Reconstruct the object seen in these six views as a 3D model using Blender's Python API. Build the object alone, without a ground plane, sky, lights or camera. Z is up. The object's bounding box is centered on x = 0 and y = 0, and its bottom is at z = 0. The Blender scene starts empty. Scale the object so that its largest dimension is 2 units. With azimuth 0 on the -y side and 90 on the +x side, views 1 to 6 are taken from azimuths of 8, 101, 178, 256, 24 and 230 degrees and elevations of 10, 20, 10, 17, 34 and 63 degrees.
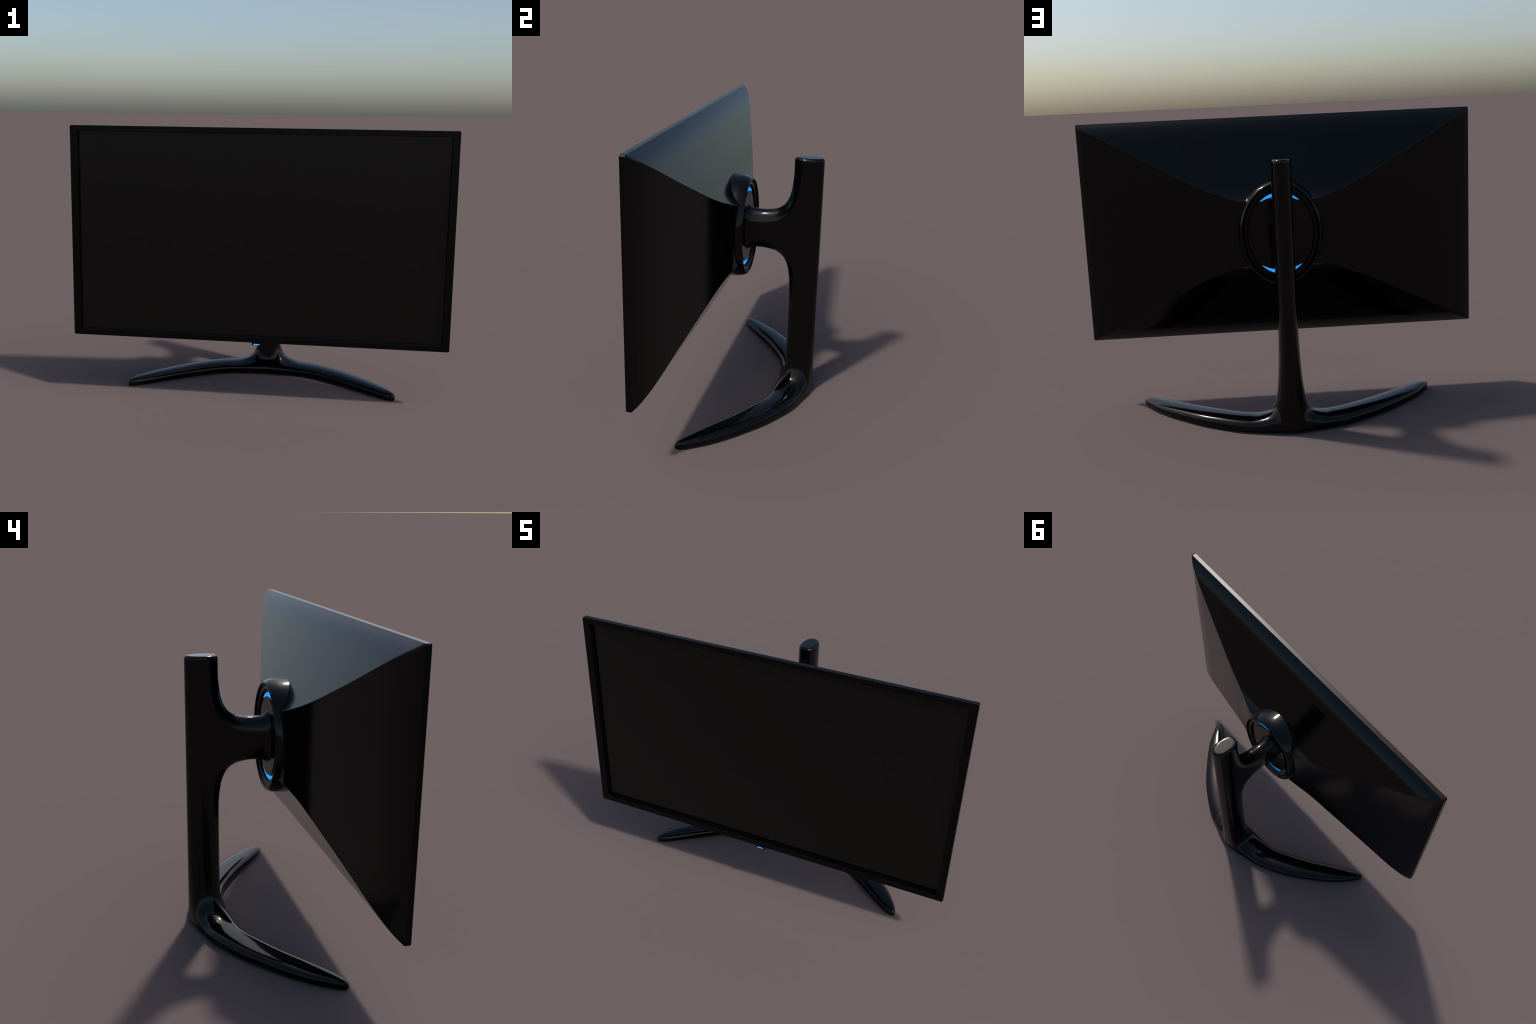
"""A glossy black widescreen monitor on a crescent-footed stand, built from
profiles (display, mount ring) and a blended implicit body (stand)."""
import bpy
import numpy as np
from math import pi, sin, cos, sqrt

# ------------------------------------------------------------------ sizes
PANEL_Z = 0.8875          # height of the middle of the display
PANEL_HX, PANEL_HZ = 1.0, 0.5625
FRONT_Y, RIM_Y = -0.334, -0.3095
SCREEN_HX, SCREEN_HZ = 0.9625, 0.5325
SCREEN_Y = -0.3115
HUB_Z = 0.887
POST_BACK = 0.3325


# ------------------------------------------------------------------ helpers
def smooth_curve(xs, ys):
    """Monotone cubic (Fritsch-Carlson) interpolant through control points."""
    xs, ys = np.asarray(xs, float), np.asarray(ys, float)
    h, d = np.diff(xs), np.diff(ys) / np.diff(xs)
    m = np.zeros_like(xs)
    for i in range(1, len(xs) - 1):
        if d[i - 1] * d[i] > 0:
            w1, w2 = 2 * h[i] + h[i - 1], h[i] + 2 * h[i - 1]
            m[i] = (w1 + w2) / (w1 / d[i - 1] + w2 / d[i])
    m[0], m[-1] = d[0], d[-1]

    def f(q):
        q = np.clip(q, xs[0], xs[-1])
        i = np.clip(np.searchsorted(xs, q) - 1, 0, len(xs) - 2)
        t = (q - xs[i]) / h[i]
        return ((1 + 2 * t) * (1 - t) ** 2 * ys[i] + t * (1 - t) ** 2 * h[i] * m[i]
                + t * t * (3 - 2 * t) * ys[i + 1] + t * t * (t - 1) * h[i] * m[i + 1])
    return f


def new_object(name, verts, faces, material, parent, smooth=True, sharp_angle=None):
    me = bpy.data.meshes.new(name)
    me.from_pydata([tuple(map(float, v)) for v in verts], [], faces)
    me.update()
    me.materials.append(material)
    if smooth:
        me.shade_smooth()
        if sharp_angle:
            me.set_sharp_from_angle(angle=sharp_angle)
    ob = bpy.data.objects.new(name, me)
    bpy.context.scene.collection.objects.link(ob)
    ob.parent = parent
    return ob


def loft(rings, cap_start=False, cap_end=False, closed=False):
    """Skin a list of equally long closed rings."""
    n = len(rings[0])
    verts = [p for ring in rings for p in ring]
    faces = []
    last = len(rings) if closed else len(rings) - 1
    for i in range(last):
        a, b = i * n, ((i + 1) % len(rings)) * n
        for j in range(n):
            k = (j + 1) % n
            faces.append((a + j, a + k, b + k, b + j))
    if cap_start:
        faces.append(tuple(range(n))[::-1])
    if cap_end:
        faces.append(tuple(range((len(rings) - 1) * n, len(rings) * n)))
    return verts, faces


def rounded_rectangle(hx, hz, r, y, cx=0.0, cz=0.0, segments=6, support=0.004):
    """Ring in the xz plane; each flat carries two supporting points by its
    corners so that the shading of the corner stays in the corner."""
    ring = []
    for q, (sx, sz) in enumerate(((1, 1), (-1, 1), (-1, -1), (1, -1))):
        ox, oz = cx + sx * (hx - r), cz + sz * (hz - r)
        start = q * pi / 2
        a0 = (cos(start), sin(start))
        a1 = (cos(start + pi / 2), sin(start + pi / 2))
        ring.append((ox + r * a0[0] - a1[0] * support, y, oz + r * a0[1] - a1[1] * support))
        for s in range(segments + 1):
            a = start + s / segments * pi / 2
            ring.append((ox + r * cos(a), y, oz + r * sin(a)))
        ring.append((ox + r * a1[0] - a0[0] * support, y, oz + r * a1[1] - a0[1] * support))
    return ring


def ellipse_ring(a, b, y, n=160, cz=HUB_Z):
    return [(a * cos(2 * pi * i / n), y, cz + b * sin(2 * pi * i / n)) for i in range(n)]


# ------------------------------------------------------------------ materials
def black_plastic(name, colour, roughness, specular=0.5, grain=0.0, rough_variation=0.0):
    m = bpy.data.materials.new(name)
    m.use_nodes = True
    nt = m.node_tree
    p = nt.nodes["Principled BSDF"]
    tex = nt.nodes.new("ShaderNodeTexCoord")
    noise = nt.nodes.new("ShaderNodeTexNoise")
    noise.inputs["Scale"].default_value = 9.0
    noise.inputs["Detail"].default_value = 3.0
    nt.links.new(tex.outputs["Object"], noise.inputs["Vector"])
    ramp = nt.nodes.new("ShaderNodeValToRGB")
    ramp.color_ramp.elements[0].position = 0.3
    ramp.color_ramp.elements[1].position = 0.7
    ramp.color_ramp.elements[0].color = tuple(c * 0.9 for c in colour) + (1,)
    ramp.color_ramp.elements[1].color = tuple(c * 1.1 for c in colour) + (1,)
    nt.links.new(noise.outputs["Fac"], ramp.inputs["Fac"])
    nt.links.new(ramp.outputs["Color"], p.inputs["Base Color"])
    rr = nt.nodes.new("ShaderNodeMapRange")
    rr.inputs["To Min"].default_value = roughness - rough_variation
    rr.inputs["To Max"].default_value = roughness + rough_variation
    nt.links.new(noise.outputs["Fac"], rr.inputs["Value"])
    nt.links.new(rr.outputs["Result"], p.inputs["Roughness"])
    p.inputs["Specular IOR Level"].default_value = specular
    if grain:
        fine = nt.nodes.new("ShaderNodeTexNoise")
        fine.inputs["Scale"].default_value = 900.0
        nt.links.new(tex.outputs["Object"], fine.inputs["Vector"])
        bump = nt.nodes.new("ShaderNodeBump")
        bump.inputs["Strength"].default_value = grain
        bump.inputs["Distance"].default_value = 0.001
        nt.links.new(fine.outputs["Fac"], bump.inputs["Height"])
        nt.links.new(bump.outputs["Normal"], p.inputs["Normal"])
    return m


def light_strip(name, colour, strength):
    m = bpy.data.materials.new(name)
    m.use_nodes = True
    p = m.node_tree.nodes["Principled BSDF"]
    p.inputs["Base Color"].default_value = (0.0, 0.0, 0.0, 1)
    p.inputs["Specular IOR Level"].default_value = 0.0
    p.inputs["Emission Color"].default_value = colour + (1,)
    p.inputs["Emission Strength"].default_value = strength
    return m


stand_mat = black_plastic("gloss_black_stand", (0.0012, 0.0012, 0.0013), 0.11, 0.28)
housing_mat = black_plastic("satin_black_housing", (0.0012, 0.0012, 0.0013), 0.13, 0.28)
bezel_mat = black_plastic("black_bezel", (0.0012, 0.0012, 0.0012), 0.26, 0.18)
screen_mat = black_plastic("dark_screen_glass", (0.0012, 0.0012, 0.0011), 0.18, 0.40)
disc_mat = black_plastic("black_mount_plate", (0.0012, 0.0012, 0.0013), 0.13, 0.28)
glow_mat = light_strip("blue_glow", (0.028, 0.35, 1.0), 1.0)

# ------------------------------------------------------------------ the thing
monitor = bpy.data.objects.new("computer_monitor", None)
bpy.context.scene.collection.objects.link(monitor)
monitor["label"] = "glossy black widescreen computer monitor on crescent stand with blue lights"
monitor["category"] = "computer monitor"

# ------------------------------------------------------------------ display housing
# Four curved faces meeting in ridges: a stack of rectangles shrinking backwards.
ridge_x = [0.15, 0.20, 0.30, 0.42, 0.56, 0.72, 0.86, 0.93, 0.97, 1.0]
ridge_y = smooth_curve(ridge_x, [-0.0485, -0.0585, -0.0889, -0.1202, -0.1590, -0.2050, -0.2455, -0.2702, -0.2880, RIM_Y])
ridge_z = smooth_curve(ridge_x, [0.1580, 0.1643, 0.1977, 0.2491, 0.3203, 0.4063, 0.4842, 0.5215, 0.5425, PANEL_HZ])
levels = 1.0 - 0.85 * np.linspace(0, 1, 72) ** 1.15
rings = [rounded_rectangle(x, float(ridge_z(x)), 0.004 + 0.0045 * max(0, (x - 0.9) / 0.1), float(ridge_y(x)), cz=PANEL_Z)
         for x in levels]
v, f = loft(rings, cap_end=True)
new_object("display_housing", v, f, housing_mat, monitor, sharp_angle=0.9)

# ------------------------------------------------------------------ bezel and screen
profile = [(0.0, RIM_Y), (0.0, FRONT_Y + 0.0026), (0.0, FRONT_Y + 0.0014), (0.0004, FRONT_Y + 0.0004), (0.0012, FRONT_Y), (0.0020, FRONT_Y),
           (0.0340, FRONT_Y), (0.0348, FRONT_Y), (0.0360, FRONT_Y + 0.0003), (0.0370, FRONT_Y + 0.0012),
           (0.0375, FRONT_Y + 0.0030), (0.0375, FRONT_Y + 0.0090), (0.0375, RIM_Y)]
scale_z = (PANEL_HZ - SCREEN_HZ) / 0.0375
rings = []
for d, y in profile:
    rings.append(rounded_rectangle(PANEL_HX - d, PANEL_HZ - d * scale_z,
                                   max(0.0085 - d * 0.2, 0.003), y, cz=PANEL_Z))
v, f = loft(rings, closed=True)
new_object("bezel", v, f, bezel_mat, monitor, sharp_angle=0.7)

rings = [rounded_rectangle(0.968, 0.538, 0.003, SCREEN_Y, cz=PANEL_Z),
         rounded_rectangle(0.968, 0.538, 0.003, SCREEN_Y + 0.010, cz=PANEL_Z)]
v, f = loft(rings, cap_start=True, cap_end=True)
new_object("screen", v, f, screen_mat, monitor, sharp_angle=0.5)

# ------------------------------------------------------------------ power indicator
ind_x, ind_z = 0.0023, 0.3195
rings = [rounded_rectangle(0.0255, 0.0070, 0.003, FRONT_Y + 0.0002, ind_x, ind_z, support=0.001),
         rounded_rectangle(0.0268, 0.0082, 0.004, FRONT_Y + 0.0016, ind_x, ind_z, support=0.001),
         rounded_rectangle(0.0268, 0.0082, 0.004, FRONT_Y + 0.013, ind_x, ind_z, support=0.001)]
v, f = loft(rings, cap_start=True, cap_end=True)
indicator = new_object("power_indicator", v, f, bezel_mat, monitor, sharp_angle=0.5)
rings = [rounded_rectangle(0.0168, 0.0026, 0.0024, FRONT_Y - 0.0006, 0.0003, 0.3164, support=0.00005),
         rounded_rectangle(0.0168, 0.0026, 0.0024, FRONT_Y + 0.0030, 0.0003, 0.3164, support=0.00005)]
v, f = loft(rings, cap_start=True, cap_end=True)
new_object("indicator_light", v, f, light_strip("blue_indicator_glow", (0.07, 0.40, 1.0), 1.0),
           indicator, sharp_angle=0.5)

# ------------------------------------------------------------------ mount ring
HUB_A, HUB_B = 0.204, 0.257
# (inset from the outer ellipse, depth)
hub_profile = [(-0.009, -0.165), (-0.009, -0.11), (-0.008, -0.085), (-0.006, -0.068),
               (-0.003, -0.056), (0.0002, -0.0465), (0.0035, -0.0388), (0.0070, -0.0328), (0.0106, -0.0290),
               (0.0140, -0.0278), (0.0170, -0.0292), (0.0188, -0.0340),
               (0.0198, -0.0390), (0.0222, -0.0412), (0.0252, -0.0408), (0.0272, -0.0388),
               (0.0300, -0.0374), (0.0350, -0.0374), (0.0395, -0.0382), (0.0420, -0.0398),
               (0.0432, -0.0430), (0.0445, -0.0490), (0.0480, -0.0497), (0.1000, -0.0497)]


def refine(profile, n=4):
    """Catmull-Rom refinement of an open profile."""
    p = np.array([profile[0]] + list(profile) + [profile[-1]], float)
    out = []
    for i in range(1, len(p) - 2):
        a, b, c, d = p[i - 1:i + 3]
        for t in np.arange(n) / n:
            out.append(0.5 * (2 * b + (c - a) * t + (2 * a - 5 * b + 4 * c - d) * t ** 2
                              + (3 * b - a - 3 * c + d) * t ** 3))
    out.append(p[-1])
    return out


rings = [ellipse_ring(HUB_A - d, HUB_B - d, y) for d, y in refine(hub_profile)]
v, f = loft([r[::-1] for r in rings], cap_end=True)
hub = new_object("mount_ring", v, f, stand_mat, monitor, sharp_angle=1.0)

DISC_A, DISC_B, DISC_Y = 0.1395, 0.181, -0.0425
rings = [ellipse_ring(DISC_A - d, DISC_B - d, y) for d, y in
         ((0, -0.052), (0, DISC_Y - 0.0015), (0.0005, DISC_Y - 0.0006), (0.0016, DISC_Y), (0.0026, DISC_Y), (0.05, DISC_Y))]
v, f = loft([r[::-1] for r in rings], cap_end=True)
new_object("mount_plate", v, f, disc_mat, hub, sharp_angle=1.0)

# blue crescents between two ellipses, at the top and at the bottom of the ring
outer_a, outer_b, inner_a, inner_b = 0.1570, 0.2010, 0.188, 0.1818
half = 0.1045


def crescent(sign):
    verts, faces, n = [], [], 48
    for i in range(n + 1):
        x = half * sin((i / n * 2 - 1) * pi / 2)
        zo = outer_b * sqrt(1 - (x / outer_a) ** 2)
        zi = min(inner_b * sqrt(1 - (x / inner_a) ** 2), zo - 0.0004)
        for z in (zo, zi):
            for y in (-0.0488, -0.0510):
                verts.append((x, y, HUB_Z - 0.0015 + sign * z))
    for i in range(n):
        a, b = 4 * i, 4 * i + 4
        for p, q in ((0, 1), (1, 3), (3, 2), (2, 0)):
            faces.append((a + p, a + q, b + q, b + p))
    faces += [(0, 2, 3, 1), (4 * n, 4 * n + 1, 4 * n + 3, 4 * n + 2)]
    return verts, faces


v, f = crescent(1)
new_object("glow_crescent", v, f, glow_mat, hub, smooth=False)
v, f = crescent(-1)
new_object("glow_crescent", v, f, glow_mat, hub, smooth=False)

# ------------------------------------------------------------------ stand: one blended body
TIP = 0.7414
foot_x = [0.0, 0.20, 0.39, 0.56, 0.66, 0.715, 0.732, TIP]
foot_mid = smooth_curve(foot_x, [0.2395, 0.2068, 0.1100, -0.0213, -0.1098, -0.1630, -0.1785, -0.1880])
foot_half2 = smooth_curve(foot_x, np.square([0.0845, 0.0803, 0.0821, 0.0765, 0.0625, 0.0370, 0.0240, 0.0]))
foot_height2 = smooth_curve([0.0, 0.3, 0.5, 0.65, 0.715, TIP], np.square([0.0600, 0.0610, 0.0560, 0.0475, 0.0410, 0.0300]))
FOOT_WALL = 0.4           # share of the height that is upright wall; the rest is a dome
post_half_x = smooth_curve([0.0, 0.05, 0.062, 0.069, 0.078, 0.092, 0.110, 0.135, 0.17, 0.215, 0.34, 0.50, 1.3],
                           [0.185, 0.178, 0.156, 0.138, 0.118, 0.0985, 0.0855, 0.0745, 0.0665, 0.060, 0.051, 0.0465, 0.0465])
post_front = smooth_curve([0.0, 0.04, 0.06, 0.085, 0.12, 0.17, 0.25, 1.3],
                          [0.158, 0.164, 0.171, 0.1795, 0.1840, 0.1860, 0.187, 0.187])
POST_TOP = 1.2685
arm_y = [-0.075, -0.044, -0.038, -0.031, -0.022, -0.008, 0.030, 0.092, 0.134, 0.158, 0.175, 0.184, 0.188, 0.200]
arm_half_z = smooth_curve(arm_y, [0.124, 0.1225, 0.118, 0.112, 0.107, 0.1035, 0.1010, 0.108, 0.127, 0.156, 0.200, 0.260, 0.310, 0.330])
arm_flare = smooth_curve([-0.075, -0.044, -0.038, -0.031, -0.022, -0.008, 0.010, 0.040, 0.400],
                         [0.034, 0.031, 0.024, 0.016, 0.0095, 0.0045, 0.0018, 0.0003, 0.0])
ARM_Z = 0.884


def blend(a, b, k):
    h = np.maximum(k - np.abs(a - b), 0) / k
    return np.minimum(a, b) - h * h * k * 0.25


def cut(a, b, k):
    h = np.maximum(k - np.abs(a - b), 0) / k
    return np.maximum(a, b) + h * h * k * 0.25


def super_ellipse(u, v, a, b, p):
    """Signed, roughly metric distance to |u/a|^p + |v/b|^p = 1."""
    uu, vv = np.abs(u) / a, np.abs(v) / b
    s = uu ** p + vv ** p + 1e-12
    r = s ** (1 / p)
    gu, gv = uu ** (p - 1) / a, vv ** (p - 1) / b
    grad = np.sqrt(gu * gu + gv * gv) * s ** (1 / p - 1) + 1e-6
    return np.clip((r - 1) / grad, -0.2, 0.2)


def foot_field(x, y, z):
    ax = np.abs(x)
    hw = np.sqrt(np.maximum(foot_half2(ax), 1e-7))
    h = np.sqrt(foot_height2(ax))
    wall = h * FOOT_WALL
    dy = y - foot_mid(ax)
    dome = super_ellipse(dy, z - wall, hw, h - wall, 2.5)
    sole = super_ellipse(dy, z - wall, hw, wall, 5.0)
    d = np.where(z > wall, dome, sole)
    slope = np.clip((ax / TIP - 0.05) * 1.25, 0, 1)          # the arc turns away from x
    d = d / np.sqrt(1 + slope * slope * 0.8)
    return np.maximum(d, ax - TIP)


# The post and the arm share one side outline; their flanks roll over from it.
ROLL = 0.0735
arm_roll = smooth_curve([-0.12, 0.04, 0.11, 0.17, 0.20, 0.40], [0.098, 0.098, 0.090, 0.078, ROLL, ROLL])


def side_outline():
    """The front edge of post and arm, then the back edge, in the yz plane."""
    up = []
    ys = np.concatenate([np.linspace(-0.12, 0.15, 120), np.linspace(0.151, 0.187, 160)])
    hz = arm_half_z(ys)
    low = np.linspace(-0.25, ARM_Z - 0.31, 160)
    top = np.linspace(ARM_Z + 0.31, 1.45, 60)
    front = np.concatenate([
        np.stack([post_front(low), low], 1),
        np.stack([ys, ARM_Z - hz], 1)[::-1], np.stack([ys, ARM_Z + hz], 1),
        np.stack([post_front(top), top], 1)])
    back = np.stack([np.full(300, POST_BACK), np.linspace(-0.25, 1.45, 300)], 1)
    return front, back


GRID = 0.005
GY, GZ = np.arange(-0.11, 0.40, GRID), np.arange(-0.05, 1.33, GRID)


def side_depth():
    """Signed depth inside the side outline, sampled on a grid."""
    front, back = side_outline()
    Y, Z = [g.ravel() for g in np.meshgrid(GY, GZ, indexing="ij")]
    d = np.full(len(Y), 9.0)
    for line in (front, back):
        for p, q in zip(line[:-1], line[1:]):
            e = q - p
            t = np.clip(((Y - p[0]) * e[0] + (Z - p[1]) * e[1]) / (e @ e + 1e-18), 0, 1)
            d = np.minimum(d, (Y - p[0] - t * e[0]) ** 2 + (Z - p[1] - t * e[1]) ** 2)
    in_post = (Y > post_front(Z)) & (Y < POST_BACK)
    in_arm = (np.abs(Z - ARM_Z) < arm_half_z(Y)) & (Y < 0.19)
    return (np.sqrt(d) * np.where(in_post | in_arm, 1, -1)).reshape(len(GY), len(GZ))


DEPTH = side_depth()


def sample_depth(y, z):
    """Smooth (Catmull-Rom) lookup in the depth grid."""
    def weights(t):
        return (0.5 * (-t + 2 * t * t - t ** 3), 0.5 * (2 - 5 * t * t + 3 * t ** 3),
                0.5 * (t + 4 * t * t - 3 * t ** 3), 0.5 * (-t * t + t ** 3))
    fy = np.clip((y - GY[0]) / GRID, 1, len(GY) - 3.001)
    fz = np.clip((z - GZ[0]) / GRID, 1, len(GZ) - 3.001)
    iy, iz = fy.astype(int), fz.astype(int)
    wy, wz = weights(fy - iy), weights(fz - iz)
    return sum(wy[a] * wz[b] * DEPTH[iy + a - 1, iz + b - 1] for a in range(4) for b in range(4))


def column_field(x, y, z):
    sweep = foot_mid(np.minimum(np.abs(x), 0.3)) - foot_mid(np.zeros(1))[0]
    y = y - sweep
    r = arm_roll(y)
    roll = np.maximum(r - sample_depth(y, z), 0.0)
    d = super_ellipse(x, roll, post_half_x(z) + arm_flare(y), r, 2.3)
    d = cut(cut(d, z - POST_TOP, 0.016), 0.02 - z, 0.002)
    return np.maximum(d, -0.060 - y)


def stand_field(x, y, z):
    return blend(column_field(x, y, z), foot_field(x, y, z), 0.030)


def surface_nets(field, lo, hi, step):
    axes = [np.arange(l, h + step, step) for l, h in zip(lo, hi)]
    X, Y, Z = np.meshgrid(*axes, indexing="ij", sparse=False)
    F = field(X.ravel(), Y.ravel(), Z.ravel()).reshape(X.shape)
    inside = F < 0
    n = [s - 1 for s in F.shape]
    corner = [(i, j, k) for i in (0, 1) for j in (0, 1) for k in (0, 1)]
    count = np.zeros(n, np.int8)
    for i, j, k in corner:
        count += inside[i:i + n[0], j:j + n[1], k:k + n[2]]
    cells = np.argwhere((count > 0) & (count < 8))
    index = -np.ones(n, np.int64)
    index[tuple(cells.T)] = np.arange(len(cells))
    acc, num = np.zeros((len(cells), 3)), np.zeros(len(cells))
    for a in range(8):
        for b in range(a + 1, 8):
            ca, cb = np.array(corner[a]), np.array(corner[b])
            if np.abs(ca - cb).sum() != 1:
                continue
            fa, fb = F[tuple((cells + ca).T)], F[tuple((cells + cb).T)]
            cross = (fa < 0) != (fb < 0)
            t = np.where(cross, fa / np.where(cross, fa - fb, 1), 0)
            acc += np.where(cross[:, None], ca + t[:, None] * (cb - ca), 0)
            num += cross
    pos = np.array(lo) + (cells + acc / num[:, None]) * step
    quads = []
    for axis in range(3):
        o1, o2 = [(1, 2), (2, 0), (0, 1)][axis]
        sl0, sl1 = [slice(None)] * 3, [slice(None)] * 3
        sl0[axis], sl1[axis] = slice(0, -1), slice(1, None)
        a, b = inside[tuple(sl0)], inside[tuple(sl1)]
        e = np.argwhere(a != b)
        e = e[(e[:, o1] > 0) & (e[:, o2] > 0) & (e[:, o1] < n[o1]) & (e[:, o2] < n[o2])]
        flip = a[tuple(e.T)]
        d1, d2 = np.zeros(3, int), np.zeros(3, int)
        d1[o1], d2[o2] = 1, 1
        q = np.stack([index[tuple((e - d).T)] for d in (d1 + d2, d2, 0 * d1, d1)], 1)
        q[~flip] = q[~flip][:, ::-1]
        quads.append(q)
    return pos, np.vstack(quads)


def gradient(field, p, e=4e-4):
    g = np.zeros_like(p)
    for a in range(3):
        d = np.zeros(3)
        d[a] = e
        g[:, a] = (field(*(p + d).T) - field(*(p - d).T)) / (2 * e)
    return g


def settle(field, p, quads, rounds=4):
    """Even out the mesh along the surface and pull it exactly onto it."""
    for r in range(rounds):
        s, c = np.zeros_like(p), np.zeros(len(p))
        for i in range(4):
            np.add.at(s, quads[:, i], p[quads[:, (i + 1) % 4]] + p[quads[:, (i - 1) % 4]])
            np.add.at(c, quads[:, i], 2)
        g = gradient(field, p)
        nrm = g / (np.linalg.norm(g, axis=1, keepdims=True) + 1e-9)
        mv = s / np.maximum(c, 1)[:, None] - p
        mv -= (mv * nrm).sum(1, keepdims=True) * nrm
        p = p + 0.5 * mv
        for _ in range(3):
            g = gradient(field, p)
            step = field(*p.T)[:, None] * g / ((g * g).sum(1, keepdims=True) + 0.05)
            ln = np.linalg.norm(step, axis=1, keepdims=True)
            p = p - step * np.minimum(1, 0.004 / (ln + 1e-9))
    g = gradient(field, p)
    return p, g / (np.linalg.norm(g, axis=1, keepdims=True) + 1e-9)


pos, quads = surface_nets(stand_field, (-0.752, -0.212, -0.012), (0.752, 0.352, 1.282), 0.0065)
pos, normals = settle(stand_field, pos, quads)
pos[:, 2] = np.maximum(pos[:, 2], 0.0)
centre = pos[quads].mean(1)
is_arm = (centre[:, 1] < 0.168) & (centre[:, 2] > 0.5)
is_foot = centre[:, 2] < 0.10
regions = {"stand_base": is_foot & ~is_arm, "stand_arm": is_arm, "stand_post": ~is_arm & ~is_foot}
for name, pick in regions.items():
    q = quads[pick]
    used, inv = np.unique(q, return_inverse=True)
    ob = new_object(name, pos[used], inv.reshape(q.shape).tolist(), stand_mat, monitor)
    ob.data.normals_split_custom_set_from_vertices([tuple(map(float, x)) for x in normals[used]])
